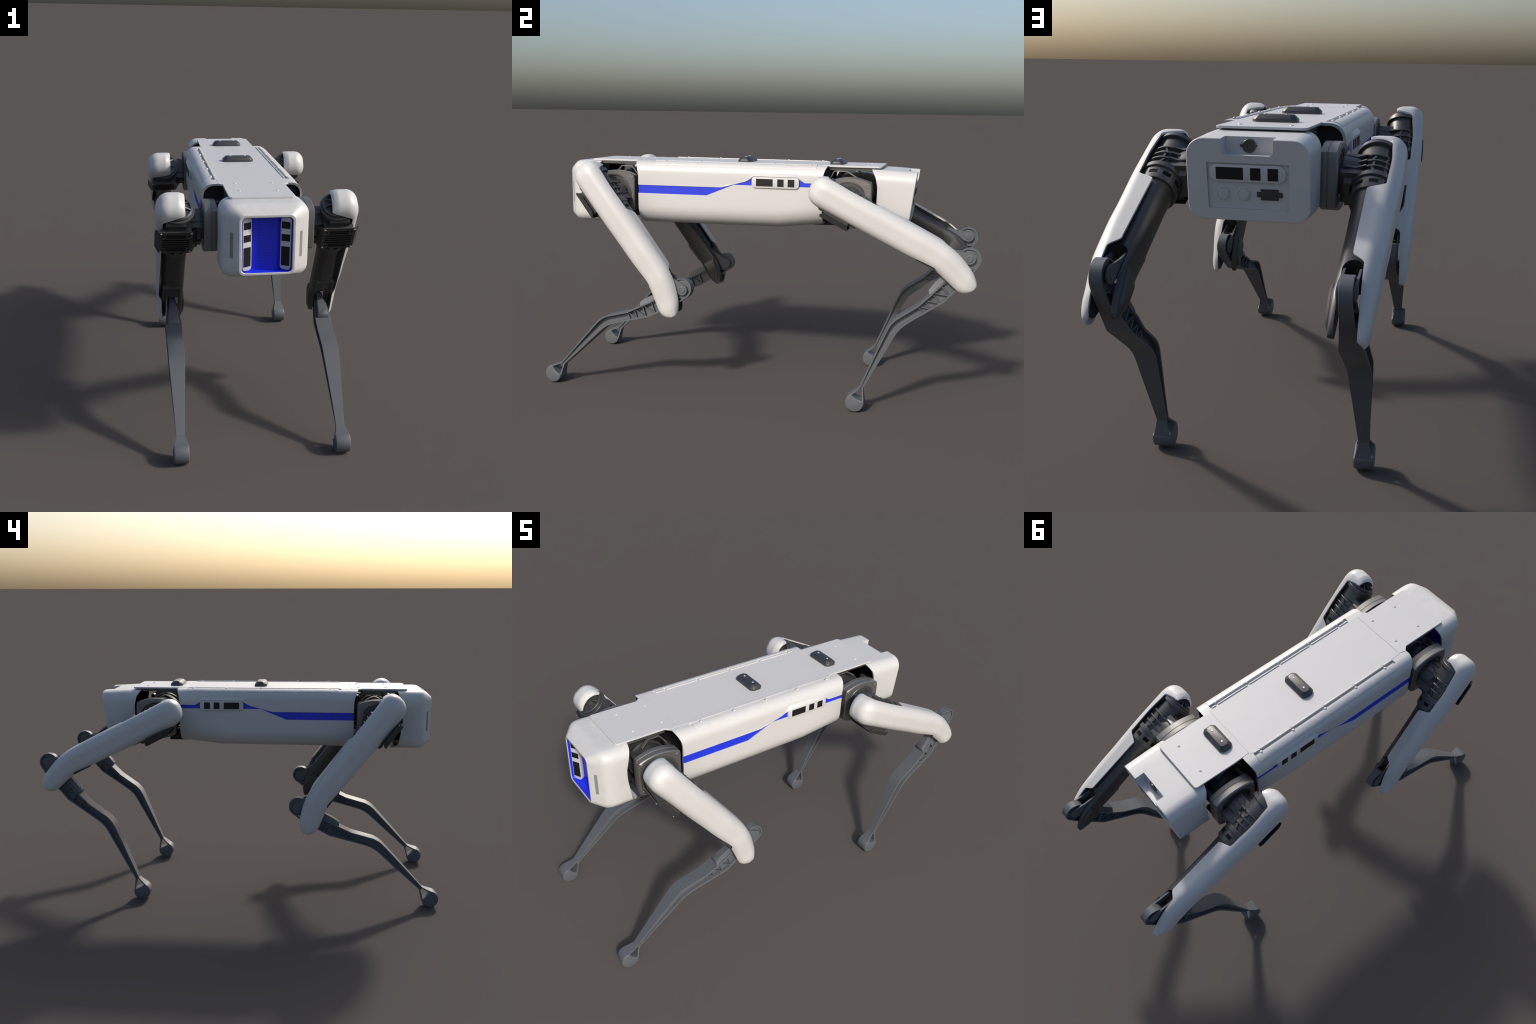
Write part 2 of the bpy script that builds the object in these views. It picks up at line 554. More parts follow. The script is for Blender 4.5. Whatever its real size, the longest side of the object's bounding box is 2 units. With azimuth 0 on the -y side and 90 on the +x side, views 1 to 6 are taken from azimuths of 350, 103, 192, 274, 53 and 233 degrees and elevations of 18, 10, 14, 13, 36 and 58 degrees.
# ------------------------------------------------------------------ rear shell
SL = 0.125     # slope of the rear face
def rear_face_y(z):
    return 0.7125 - (1.042 - z) * SL

def rear_mesh():
    def frontedge(z):
        return lin_table([(0.81, 0.534), (0.86, 0.540), (0.98, 0.542), (1.02, 0.532), (1.052, 0.512)], z)
    st = [(0, 0.1745, 1.0515, 0.812, 0.050, 0.040), (0.60, 0.1745, 1.0490, 0.812, 0.050, 0.040),
          (0.66, 0.1740, 1.0455, 0.813, 0.050, 0.040), (1, 0.1735, 1.0425, 0.814, 0.050, 0.040),
          (2, 0.1715, 1.0405, 0.8155, 0.048, 0.039)]
    rings = []
    for i, (y, hw, z1, z0, rt, rb) in enumerate(st):
        ring = []
        for x, z in rrect(hw, z0, z1, rt, rb, n=8, flat=5):
            yy = y
            if i == 0:
                yy = frontedge(z)
            if i == 3:
                yy = rear_face_y(z) - 0.0022
            if i == 4:
                yy = rear_face_y(z)
            ring.append((x, yy, z))
        rings.append(ring)
    m = loft(rings, True, False, True)
    n = len(rings[0])
    inn = []
    for i in (0, 1, 2):
        y, hw, z1, z0, rt, rb = st[i]
        inn.append([(x, frontedge(z) if i == 0 else (y if i == 1 else 0.655), z) for x, z in
                    rrect(hw - 0.008, z0 + 0.008, z1 - 0.008, rt - 0.005, rb - 0.005, n=8, flat=5)])
    o = len(m.v)
    m.merge(loft(inn, True, False, True, mi=1))
    for j in range(n):
        k = (j + 1) % n
        m.f.append((j, k, o + k, o + j))
        m.mi.append(0)
    return make_mesh("rear_shell", m, [WHITE, INNER])

rear = put("rear_shell", rear_mesh(), root)
# pockets: connector notch in the top edge, and the shallow service panel
def notch(p, q, h):
    return (p, h, q)
notch_poly = [(0.0725, 1.10), (-0.0725, 1.10), (-0.0725, 1.012), (-0.069, 1.002), (-0.060, 0.9975), (0.060, 0.9975), (0.069, 1.002), (0.0725, 1.012)]
nb = [[(x, 0.6685, z) for x, z in notch_poly], [(x, 0.80, z) for x, z in notch_poly]]
def face_emb(p, q, h):      # p = x, q = z, h = distance out of the slanted rear face
    return (p, rear_face_y(q) + h, q)
tools = [loft(nb, True, True, True),
         prism([(0.116, 0.976), (-0.116, 0.976), (-0.1145, 0.8475), (0.1145, 0.8475)], face_emb, -0.0075, 0.05)]
cut(rear, tools)
m = prism([(0.1155, 0.9755), (-0.1155, 0.9755), (-0.114, 0.848), (0.114, 0.848)], face_emb, -0.010, -0.0060)
put("service_panel", make_mesh("service_panel", m, REARP), rear)
m = prism(capsule(0.0015, 0.9475, 0.1080, 0.0245, 0.0225, n=8), face_emb, -0.008, -0.0005)
put("sensor_bar", make_mesh("sensor_bar", m, WHITE, bevel=0.002), rear)
for a, b in ((0.013, 0.090), (-0.036, -0.007), (-0.085, -0.056)):
    m = prism([(a, 0.930), (b, 0.930), (b, 0.964), (a, 0.964)], face_emb, -0.003, 0.0004)
    put("sensor_window", make_mesh("sensor_window", m, GLASS, bevel=0.0004, segs=1), rear)
def disc(cx, cz, prof, segs=28):
    return lathe(prof, lambda p, q, h: (cx + p, rear_face_y(cz + q) + h, cz + q), segs)
for i, cx in enumerate((0.071, 0.013)):
    m = disc(cx, 0.8895, [(0.0195, -0.009), (0.0195, -0.0046), (0.0175, -0.0034), (0.0160, -0.0052), (0.0150, -0.0052), (0.0140, -0.0030), (0.0003, -0.0026)])
    put("button", make_mesh("button", m, REARP), rear)
    if i == 0:
        m = disc(cx, 0.8895, [(0.0062, -0.0035), (0.0062, -0.0018), (0.0050, -0.0018), (0.0050, -0.0035)], 20)
        m.merge(prism([(cx - 0.0008, 0.886), (cx + 0.0008, 0.886), (cx + 0.0008, 0.893), (cx - 0.0008, 0.893)], face_emb, -0.0035, -0.0016))
        put("power_symbol", make_mesh("power_symbol", m, WHITE), rear)
cx, cz = -0.060, 0.8905
conn = [(-0.036, -0.0075), (-0.025, -0.0075), (-0.025, -0.0155), (0.025, -0.0155), (0.025, -0.0075), (0.036, -0.0075),
        (0.036, 0.0075), (0.025, 0.0075), (0.025, 0.0155), (-0.025, 0.0155), (-0.025, 0.0075), (-0.036, 0.0075)]
m = prism([(cx + a, cz + b) for a, b in conn], face_emb, -0.009, -0.0030)
put("connector", make_mesh("connector", m, PAD, bevel=0.0006, segs=1), rear)
m = prism([(cx - 0.010, cz - 0.009), (cx + 0.010, cz - 0.009), (cx + 0.010, cz + 0.008), (cx - 0.010, cz + 0.008)], face_emb, -0.004, -0.0016)
put("connector_latch", make_mesh("connector_latch", m, PAD, bevel=0.0008, segs=1), rear)
# round plug in the notch
plug = lathe([(0.019, 0.664), (0.019, 0.6745), (0.0175, 0.676), (0.0004, 0.676)], lambda p, q, h: (0.003 + p, h, 1.0205 + q), 36)
plug.merge(box(0.003 + 0.017, 0.003 + 0.0255, 0.664, 0.6745, 1.0172, 1.0242)).merge(box(0.003 - 0.0215, 0.003 - 0.017, 0.664, 0.6745, 1.0185, 1.0230))
put("plug", make_mesh("plug", plug, PAD), rear)

# ------------------------------------------------------------------ chassis in the bays
m = M()
m.merge(box(-0.045, 0.045, -0.835, -0.545, 1.036, 1.0550))
m.merge(box(-0.045, 0.045, 0.280, 0.548, 1.036, 1.0555))
m.merge(box(-0.040, 0.040, -0.76, -0.61, 0.82, 0.945))
m.merge(box(-0.040, 0.040, 0.35, 0.50, 0.84, 0.945))
m.merge(box(-0.070, 0.070, -0.80, -0.56, 0.790, 0.822))
m.merge(box(-0.110, 0.110, 0.20, 0.375, 0.789, 0.822))
m.merge(box(-0.070, 0.070, 0.37, 0.545, 0.814, 0.842))
chassis = put("chassis", make_mesh("chassis", m, INNER, bevel=0.003), root)
# bent straps arching over the motors
for pts in ([(-0.577, 0.978), (-0.600, 0.996), (-0.632, 1.036), (-0.686, 1.036), (-0.717, 1.000)], [(0.318, 0.985), (0.343, 1.036), (0.400, 1.036), (0.445, 1.008)]):
    for sg in (1, -1):
        rings = []
        for i, (y, z) in enumerate(pts):
            a, b = pts[max(0, i - 1)], pts[min(len(pts) - 1, i + 1)]
            d = Vector((b[0] - a[0], b[1] - a[1])).normalized()
            ny, nz = -d.y * 0.005, d.x * 0.005
            rings.append([(sg * 0.114, y, z), (sg * 0.128, y, z), (sg * 0.128, y + ny, z + nz), (sg * 0.114, y + ny, z + nz)])
        put("motor_strap", make_mesh("motor_strap", loft(rings, True, True, True), PLATE), chassis)

# ------------------------------------------------------------------ legs
LEG_X = 0.325
PIVOT = {"front": (-0.681, 0.915), "rear": (0.424, 0.915)}
THIGH_ROT = {"front": math.atan2(0.588, 0.808), "rear": math.atan2(0.894, 0.449)}
# small differences of stance: (sideways shift, toe-out turn, outward lean, extra swing) and knee / foot centres
STANCE = {
    ("front", 1): (0.0012, 0.0650, 0.0290, 0.0200, (0.3550, -0.2977, 0.5070), (0.3320, -0.9565)),
    ("front", -1): (0.0009, 0.0150, 0.0145, 0.0133, (0.3320, -0.2998, 0.5045), (0.3340, -0.9590)),
    ("rear", 1): (0.0026, -0.0015, -0.0090, -0.0111, (0.3190, 0.9505, 0.7045), (0.3310, 0.4950)),
    ("rear", -1): (-0.0030, 0.0030, -0.0110, -0.0133, (0.3160, 0.9505, 0.7045), (0.3300, 0.4940)),
}
FOOT_R = 0.0415
SHIN_L = 0.8045

def EM(p, q, h):
    """(s down the limb, n across, x sideways) -> local xyz of a limb object."""
    return (h, q, -p)

# ---- hip joint (fixed to the body): squircle plate pair, motor behind it
def hip_outline(k):
    """Plate outline in (y, z): straight sides, bowed top and bottom."""
    pts = []
    hw, hc, bow = 0.0985 * k, 0.080 * k, 0.0225 * k
    for side in (1, -1):
        for i in range(13):
            t = -1 + 2 * i / 12
            pts.append((-side * t * hw * (0.97 if abs(t) == 1 else 1), side * (hc + bow * (1 - t * t))))
        if True:
            pts.append((-side * hw * 1.0, side * hc * 0.82))
            pts.append((-side * hw * 1.0, -side * hc * 0.82))
    return pts

def hip_mesh():
    m = M()
    def ring(k, x):
        return [(x, y, z) for y, z in hip_outline(k)]
    back = loft([ring(0.95, 0.166), ring(1.0, 0.170), ring(1.0, 0.1895), ring(0.985, 0.1905), ring(0.985, 0.1920), ring(1.0, 0.1930),
                 ring(1.0, 0.2170), ring(0.965, 0.2215)], True, True, False)
    m.merge(back)
    # outer face with a stepped circular well
    outer = ring(0.965, 0.2215)
    n = len(outer)
    def circ(r, x):
        out = []
        for (_, y, z) in outer:
            a = math.atan2(z, y)
            out.append((x, r * cos(a), r * sin(a)))
        return out
    m.merge(loft([outer, circ(0.0850, 0.2215), circ(0.0845, 0.2190), circ(0.0800, 0.2185), circ(0.0790, 0.2155), circ(0.0785, 0.2105), circ(0.03, 0.2105)], True, False, True))
    return m

hip_me = {}
mot_me = {}
bolt_me = {}
disc_me = {}
def motor_mesh():
    """Motor can along x with a flat-sided shoulder and a thin ring."""
    poly = []
    for i in range(40):
        a = 2 * pi * i / 40
        r = 0.080 + 0.006 * abs(cos(2 * a)) ** 6
        poly.append((r * cos(a), r * sin(a)))
    m = prism(poly, emb_x, 0.030, 0.152)
    m.merge(lathe([(0.087, 0.084), (0.089, 0.087), (0.089, 0.093), (0.087, 0.096)], lambda p, q, h: (h, p, q), 48))
    m.merge(lathe([(0.074, 0.150), (0.074, 0.170)], lambda p, q, h: (h, p, q), 36))
    for y, z in ((0.082, 0.070), (-0.082, 0.070), (0.082, -0.070), (-0.082, -0.070)):
        m.merge(lathe([(0.0105, 0.118), (0.012, 0.121), (0.012, 0.170)], lambda p, q, h: (h, y + p, z + q), 16))
    return m

def hip_disc():
    """Rotating output disc: turns with the thigh, carries the neck."""
    m = lathe([(0.0775, 0.2105), (0.0775, 0.2150), (0.0745, 0.2175), (0.062, 0.2175), (0.060, 0.2145), (0.056, 0.2145), (0.0555, 0.226), (0.060, 0.230), (0.060, 0.252), (0.054, 0.28)],
              lambda p, q, h: (h, p, q), 44)
    return m

def bolt_mesh():
    return lathe([(0.0092, -0.002), (0.0092, 0.0006), (0.0080, 0.0014), (0.0056, 0.0014), (0.0048, -0.0016), (0.0003, -0.0016)], lambda p, q, h: (h, p, q), 20)

# ---- thigh: oval tube flowing into a two-cheek knee fork
def oval(cx, cn, hx, hn, s, n=32, e=2.6):
    out = []
    for i in range(n):
        a = 2 * pi * i / n
        c, d = cos(a), sin(a)
        x = cx + hx * math.copysign(abs(c) ** (2 / e), c)
        q = cn + hn * math.copysign(abs(d) ** (2 / e), d)
        out.append(EM(s, q, x))
    return out

def thigh_mesh():
    # (s, centre x, centre n, half x, half n, squareness)
    st = [(0.120, 0.325, 0.002, 0.056, 0.056, 2.0), (0.150, 0.325, 0.002, 0.053, 0.055, 2.1), (0.20, 0.325, 0.002, 0.050, 0.054, 2.3),
          (0.30, 0.324, 0.000, 0.049, 0.052, 2.5), (0.40, 0.3225, -0.001, 0.0485, 0.051, 2.8), (0.455, 0.3215, -0.002, 0.0475, 0.050, 3.1),
          (0.500, 0.3200, -0.004, 0.0465, 0.048, 3.6), (0.535, 0.3185, -0.008, 0.0465, 0.047, 4.0), (0.570, 0.3185, -0.016, 0.0460, 0.041, 4.0),
          (0.598, 0.3185, -0.023, 0.0455, 0.033, 4.0), (0.616, 0.3185, -0.027, 0.0450, 0.024, 4.0), (0.627, 0.3185, -0.0285, 0.0440, 0.014, 4.0), (0.632, 0.3185, -0.029, 0.0430, 0.006, 4.0)]
    m = loft([oval(cx, cn, hx, hn, s, 40, e) for s, cx, cn, hx, hn, e in st], True, True, True)
    ob = put("tmp_thigh", make_mesh("thigh", m, TUBE), None)
    arch = [(0.3480, 0.70), (0.2900, 0.70)]
    for i in range(17):
        a = pi * i / 16
        arch.append((0.3190 - 0.0290 * cos(a), 0.462 - 0.030 * sin(a)))
    cut(ob, [prism(arch, lambda p, q, h: EM(q, h, p), -0.20, 0.20)])
    me = ob.data
    out = M()
    out.v = [tuple(v.co) for v in me.vertices]
    out.f = [tuple(p.vertices) for p in me.polygons]
    out.mi = [0] * len(out.f)
    bpy.data.objects.remove(ob, do_unlink=True)
    # raised boss on the inner cheek
    boss = [(0.495, -0.036), (0.55, -0.046), (0.595, -0.046), (0.615, -0.034), (0.618, -0.024), (0.600, -0.004), (0.55, 0.020), (0.500, 0.034)]
    def bemb(k, x):
        cs, cn = 0.565, -0.014
        return [EM(cs + (s - cs) * k, cn + (q - cn) * k, x) for s, q in boss]
    out.merge(loft([bemb(0.94, 0.2755), bemb(0.91, 0.2715), bemb(0.68, 0.2660)], True, True, True))
    return out

def knee_grille():
    m = M()
    # frame on the front side (n < 0) with bars
    m.merge(prism([(0.368, -0.049), (0.378, -0.0535), (0.388, -0.0535), (0.388, -0.040), (0.368, -0.040)], EM, 0.288, 0.368))
    for s in (0.402, 0.418, 0.434, 0.448):
        m.merge(prism([(s, -0.0515), (s + 0.006, -0.0515), (s + 0.006, -0.036), (s, -0.036)], EM, 0.294, 0.362))
    m.merge(prism([(0.385, -0.0520), (0.454, -0.0520), (0.454, -0.036), (0.385, -0.036)], EM, 0.324, 0.332))
    for xa, xb in ((0.288, 0.296), (0.360, 0.368)):
        m.merge(prism([(0.385, -0.0530), (0.470, -0.0520), (0.470, -0.036), (0.385, -0.036)], EM, xa, xb))
    return m

# ---- link arms from inside the thigh to the knee roller
def link_mesh():
    m = M()
    cs, cn = 0.5625, 0.0587
    LX = 0.317
    for xa, xb in ((LX + 0.0178, LX + 0.0240), (LX - 0.0240, LX - 0.0178)):
        pts = [(0.450, 0.012), (0.455, 0.040), (0.500, 0.056)]
        for i in range(13):
            a = radians(120 - 215 * i / 12)
            pts.append((cs + 0.0255 * cos(a), cn + 0.0255 * sin(a)))
        pts += [(0.52, 0.018)]
        m.merge(prism(pts, EM, xa, xb))
        out = xb if xa > LX else xa
        sg = 1 if xa > LX else -1
        m.merge(lathe([(0.0150, -0.002), (0.0150, 0.0022), (0.0125, 0.0030), (0.0095, 0.0030), (0.0085, 0.0012), (0.0003, 0.0012)],
                      lambda p, q, h: EM(cs + p, cn + q, out + sg * h), 24))
    return m

# ---- actuator at the top of the thigh: ribbed drum with a finned end cap
def actuator_mesh():
    m = M()
    C = lambda p, q, h: EM(h, q, LEG_X + p)
    m.merge(lathe([(0.050, -0.106), (0.0580, -0.100), (0.0580, 0.128)], C, 48))
    def ring(r, s0, s1, base=0.052):
        b = 0.0012
        m.merge(lathe([(base, s0), (r - b, s0), (r, s0 + b), (r, s1 - b), (r - b, s1), (base, s1)], C, 48, caps=False))
    ring(0.0690, -0.102, -0.086)
    ring(0.0600, -0.114, -0.102)
    for s in (-0.027, 0.002, 0.029):
        ring(0.0665, s, s + 0.0065)
    ring(0.0700, 0.060, 0.080)
    ring(0.0640, 0.078, 0.134)
    # slanted ribs on the drum
    for k in range(10):
        a = 2 * pi * k / 10 + 0.3
        for i, (s0, s1) in enumerate(((-0.021, 0.003), (0.008, 0.030), (0.035, 0.057))):
            tw = 0.16 * (1 - i)
            c0, c1 = a + 0.08 * i, a + 0.08 * i + tw
            w = 0.055
            q = []
            for aa, s in ((c0, s0), (c1, s1)):
                for r in (0.053, 0.0635):
                    for d in (-w, w):
                        q.append(C(r * cos(aa + d), r * sin(aa + d), s))
            m.add(q, [(0, 1, 3, 2), (4, 6, 7, 5), (0, 4, 5, 1), (2, 3, 7, 6), (0, 2, 6, 4), (1, 5, 7, 3)])
    # windows in the collar
    # end cap: dish with radial fins round a hub
    m.merge(lathe([(0.0605, -0.112), (0.0560, -0.1145), (0.0540, -0.1080), (0.022, -0.1080), (0.020, -0.126), (0.006, -0.128), (0.0004, -0.128)], C, 48, caps=False))
    for k in range(8):
        a = 2 * pi * k / 8 + 0.2
        u, w = (cos(a), sin(a)), (-sin(a), cos(a))
        q = []
        for sgn in (-1, 1):
            for r, s in ((0.012, -0.107), (0.0545, -0.107), (0.0525, -0.113), (0.020, -0.1275)):
                q.append(C(r * u[0] + sgn * 0.0028 * w[0], r * u[1] + sgn * 0.0028 * w[1], s))
        m.add(q, [(0, 1, 2, 3), (7, 6, 5, 4), (0, 4, 5, 1), (1, 5, 6, 2), (2, 6, 7, 3), (3, 7, 4, 0)])
    # neck fins reaching towards the hip disc
    for s in (-0.058, -0.027, 0.002, 0.029):
        h = 0.0655 if s > -0.05 else 0.030
        fin = [(0.226, -h * 0.82), (0.226, h * 0.82), (0.245, h * 0.90), (0.270, h * 0.84), (0.30, h), (0.30, -h), (0.270, -h * 0.84), (0.245, -h * 0.90)]
        m.merge(prism(fin, lambda p, q, hh: EM(hh, q, p), s, s + 0.0065))
    m.merge(prism([(-0.052, -0.052), (0.062, -0.052), (0.062, 0.054), (-0.052, 0.044)], EM, 0.226, 0.30))
    # lower web block under the neck
    m.merge(prism([(0.036, -0.050), (0.080, -0.050), (0.080, 0.030), (0.036, 0.048)], EM, 0.240, 0.30))
    return m

def collar_windows():
    m = M()
    C = lambda p, q, h: EM(h, q, LEG_X + p)
    for k in range(9):
        a = 2 * pi * k / 9 + 0.1
        q = []
        for aa in (a - 0.20, a, a + 0.20):
            for r in (0.0610, 0.0646):
                for s in (0.096, 0.112):
                    q.append(C(r * cos(aa), r * sin(aa), s))
        m.add(q, [(2, 3, 7, 6), (6, 7, 11, 10), (0, 2, 6, 4), (4, 6, 10, 8), (1, 5, 7, 3), (5, 9, 11, 7), (0, 1, 3, 2), (8, 10, 11, 9)])
    return m

# ---- vent grille under the actuator (front side of the thigh)
VENT_N = -0.0885
def vent_mesh():
    m = M()
    # body block
    m.merge(prism([(-0.058, -0.030), (0.056, -0.030), (0.056, -0.082), (-0.058, -0.082)], EM, 0.270, 0.388))
    m.merge(prism([(-0.092, -0.045), (-0.058, -0.045), (-0.058, -0.068), (-0.082, -0.070), (-0.092, -0.062)], EM, 0.292, 0.372))
    m.merge(prism([(0.056, -0.045), (0.098, -0.045), (0.084, -0.070), (0.070, -0.074), (0.056, -0.068)], EM, 0.292, 0.372))
    # folded tray: face plate plus two wings
    a, b = VENT_N + 0.0035, VENT_N
    sec = [(0.2490, -0.0600), (0.2675, a), (0.3945, a), (0.4110, -0.0600), (0.4140, -0.0615), (0.3960, b), (0.2660, b), (0.2460, -0.0615)]
    rings = []
    for s, w in ((-0.0675, 0), (-0.052, 1), (0.050, 1), (0.0655, 0)):
        r = []
        for x, q in sec:
            xx = x
            if not w:      # clipped wing corners
                xx = max(0.2600, min(0.4020, x))
                q = q if 0.2655 < x < 0.3965 else b + 0.011
            r.append(EM(s, q, xx))
        rings.append(r)
    m.merge(loft(rings, True, True, True))
    return m

def vent_slots():
    m = M()
    rows = [(-0.046, 0.292, 0.370), (-0.034, 0.292, 0.370), (-0.018, 0.277, 0.385), (-0.004, 0.277, 0.385), (0.010, 0.277, 0.385), (0.024, 0.277, 0.385), (0.038, 0.292, 0.370), (0.050, 0.292, 0.370)]
    b = VENT_N
    for s, xa, xb in rows:
        m.merge(prism([(s - 0.0034, b + 0.001), (s + 0.0034, b + 0.001), (s + 0.0034, b - 0.0007), (s - 0.0034, b - 0.0007)], EM, xa, xb))
    for s in (-0.044, 0.044):
        for x in (0.2805, 0.3815):
            m.merge(lathe([(0.0044, b + 0.001), (0.0044, b - 0.0008)], lambda p, q, h: EM(s + p, h, x + q), 14))
    return m

def vent_screw():
    return lathe([(0.0042, 0.0), (0.0042, -0.0012), (0.0028, -0.0026), (0.0003, -0.0028)], lambda p, q, h: EM(p, h, q), 14)

# ---- thigh cover: one white shell, open towards the body
def cover_mesh():
    TOPS, ENDS, X_IN = -0.165, 0.6445, 0.298
    def sect(s, inset=0.0):
        """Edges across the thigh (front -a, rear b), outer x and the two trim lines."""
        a = lin_table([(-0.09, 0.0630), (0.10, 0.0605), (0.460, 0.0590), (0.480, 0.0605), (0.500, 0.0660), (0.537, 0.0775), (0.565, 0.0860), (0.585, 0.0895), (0.64, 0.0905)], s)
        b = lin_table([(-0.10, 0.0670), (0.10, 0.0680), (0.20, 0.0695), (0.41, 0.0695), (0.44, 0.0675), (0.47, 0.0635), (0.51, 0.0560), (0.535, 0.0490), (0.56, 0.0395), (0.585, 0.0280), (0.61, 0.0160), (0.64, 0.0030)], s)
        xo = lerp_table([(-0.06, 0.4110), (0.04, 0.4105), (0.30, 0.4000), (0.45, 0.3920), (0.60, 0.3815), (0.64, 0.3790)], s)
        xf = lerp_table([(-0.138, X_IN), (-0.085, 0.3840), (0.455, 0.3840), (0.482, 0.3700), (0.62, 0.3640)], s)
        xr = lerp_table([(-0.130, X_IN), (-0.098, 0.3660), (0.00, 0.3720), (0.118, 0.3680), (0.150, 0.3160), (0.424, 0.3140), (0.458, 0.3460), (0.62, 0.3500)], s)
        if s < -0.080:
            t = min(1.0, (-0.080 - s) / (-0.080 - TOPS))
            k = max(0.0, 1 - t ** 3.2) ** 0.5
            nc = 0.004 + 0.004 * t
            a, b = (a + nc) * k - nc, (b - nc) * k + nc
            xo = 0.355 + (xo - 0.355) * sqrt(max(0.0, 1 - t ** 3.0))
        if s > 0.585:
            t = min(1.0, (s - 0.585) / (ENDS - 0.585))
            k = sqrt(max(0.0, 1 - t * t))
            nc = -0.030
            a, b = (a + nc) * k - nc, (b - nc) * k + nc
            xo = 0.362 + (xo - 0.362) * sqrt(max(0.0, 1 - t ** 2.2))
        if inset:
            c = (b - a) / 2
            h = max(0.0008, (a + b) / 2 - inset)
            a, b, xo = h - c, h + c, xo - inset
        return a, b, xo, min(xf, xo - 0.004), min(xr, xo - 0.004)
    NP = 42
    HOOD = [(0.298, 0.84), (0.308, 0.93), (0.322, 1.0)]
    def warp(s, x):
        """Round the hood and the knee tip off sideways."""
        if s < -0.080:
            return -0.080 + (s + 0.080) * lin_table(HOOD, x)
        return s
    def line(s, inset=0.0):
        a, b, xo, xf, xr = sect(s, inset)
        if inset:
            mid_s = (TOPS + ENDS) / 2
            s = mid_s + (s - mid_s) * (ENDS - TOPS - 2 * inset) / (ENDS - TOPS)
        w = a + b
        r1, r2 = min(0.044, w * 0.36), min(0.050, w * 0.40)
        pts = [(X_IN, -a)]
        for i in range(15):
            t = pi / 2 * i / 14
            pts.append((xo - r1 + r1 * sin(t), -a + r1 * (1 - cos(t))))
        for i in range(15):
            t = pi / 2 * i / 14
            pts.append((xo - r2 + r2 * cos(t), b - r2 + r2 * sin(t)))
        pts.append((X_IN, b))
        mid_i = 16
        # trim both ends at the requested x, then resample evenly
        def trim(seq, x):
            out = []
            for p, q in zip(seq, seq[1:]):
                if q[0] >= x:
                    if p[0] < x:
                        t = (x - p[0]) / (q[0] - p[0])
                        out.append((x, p[1] + (q[1] - p[1]) * t))
                    else:
                        out.append(p)
            out.append(seq[-1])
            return out
        fr = trim(pts[:mid_i], xf)
        re = trim(list(reversed(pts[mid_i - 1:])), xr)
        full = fr + list(reversed(re))[1:]
        d = [0.0]
        for p, q in zip(full, full[1:]):
            d.append(d[-1] + math.hypot(q[0] - p[0], q[1] - p[1]))
        out, k = [], 0
        for i in range(NP):
            t = d[-1] * i / (NP - 1)
            while k < len(full) - 2 and d[k + 1] < t:
                k += 1
            seg = d[k + 1] - d[k]
            f = 0 if seg < 1e-9 else min(1, max(0, (t - d[k]) / seg))
            out.append((full[k][0] + (full[k + 1][0] - full[k][0]) * f, full[k][1] + (full[k + 1][1] - full[k][1]) * f))
        return [EM(warp(s, x), q, x) for x, q in out]
    ss = [TOPS + 0.0001, -0.1645, -0.1635, -0.162, -0.1597, -0.157, -0.153, -0.149, -0.144, -0.138, -0.131, -0.124, -0.117, -0.110, -0.103, -0.096, -0.090, -0.085, -0.07, -0.04, 0.0, 0.04,
          0.08, 0.10, 0.114, 0.120, 0.125, 0.129, 0.133, 0.137, 0.141, 0.146, 0.150, 0.16, 0.19, 0.22, 0.26, 0.30, 0.34, 0.38, 0.41, 0.424, 0.430, 0.436, 0.442, 0.448, 0.454, 0.460, 0.466, 0.472, 0.480, 0.49, 0.505,
          0.52, 0.535, 0.55, 0.565, 0.575, 0.585, 0.597, 0.607, 0.616, 0.624, 0.630, 0.6350, 0.6390, 0.6420, 0.6440]
    outer = [line(s) for s in ss]
    inner = [line(s, 0.006) for s in ss]
    m = loft(outer, closed=False)
    o = len(m.v)
    m.merge(loft(list(inner), closed=False))
    K = len(ss)
    def quad(*f):
        m.f.append(tuple(f))
        m.mi.append(0)
    for i in range(K - 1):                      # the two long open edges
        for e in (0, NP - 1):
            p, q = i * NP + e, (i + 1) * NP + e
            quad(p, q, o + q, o + p)
    for base in (0, (K - 1) * NP):              # zip the rounded ends shut
        for off in (0, o):
            for j in range(NP // 2 - 1):
                quad(off + base + j, off + base + j + 1, off + base + NP - 2 - j, off + base + NP - 1 - j)
        quad(base, base + NP - 1, o + base + NP - 1, o + base)
    return m

# ---- shin: I-section strut, roller at the knee end, fork and foot at the bottom
SH_TOP = [(0.085, -0.012), (0.120, -0.026), (0.165, -0.030), (0.215, -0.038), (0.285, -0.050), (0.345, -0.072), (0.390, -0.0885), (0.420, -0.0925), (0.448, -0.0900), (0.475, -0.0845), (0.560, -0.0660), (0.650, -0.0455), (0.742, -0.0245)]
SH_BOT = [(0.150, 0.0350), (0.206, 0.0275), (0.248, 0.0115), (0.290, -0.0040), (0.345, -0.0250), (0.385, -0.0390), (0.415, -0.0455), (0.445, -0.0455), (0.475, -0.0415), (0.560, -0.0300), (0.650, -0.0180), (0.738, -0.0065)]
def shin_hw(u):
    return lin_table([(0.0, 0.0170), (0.06, 0.0200), (0.205, 0.0355), (0.30, 0.0350), (0.43, 0.0345), (0.55, 0.0275), (0.738, 0.0165), (0.765, 0.0240), (0.79, 0.0300)], u)

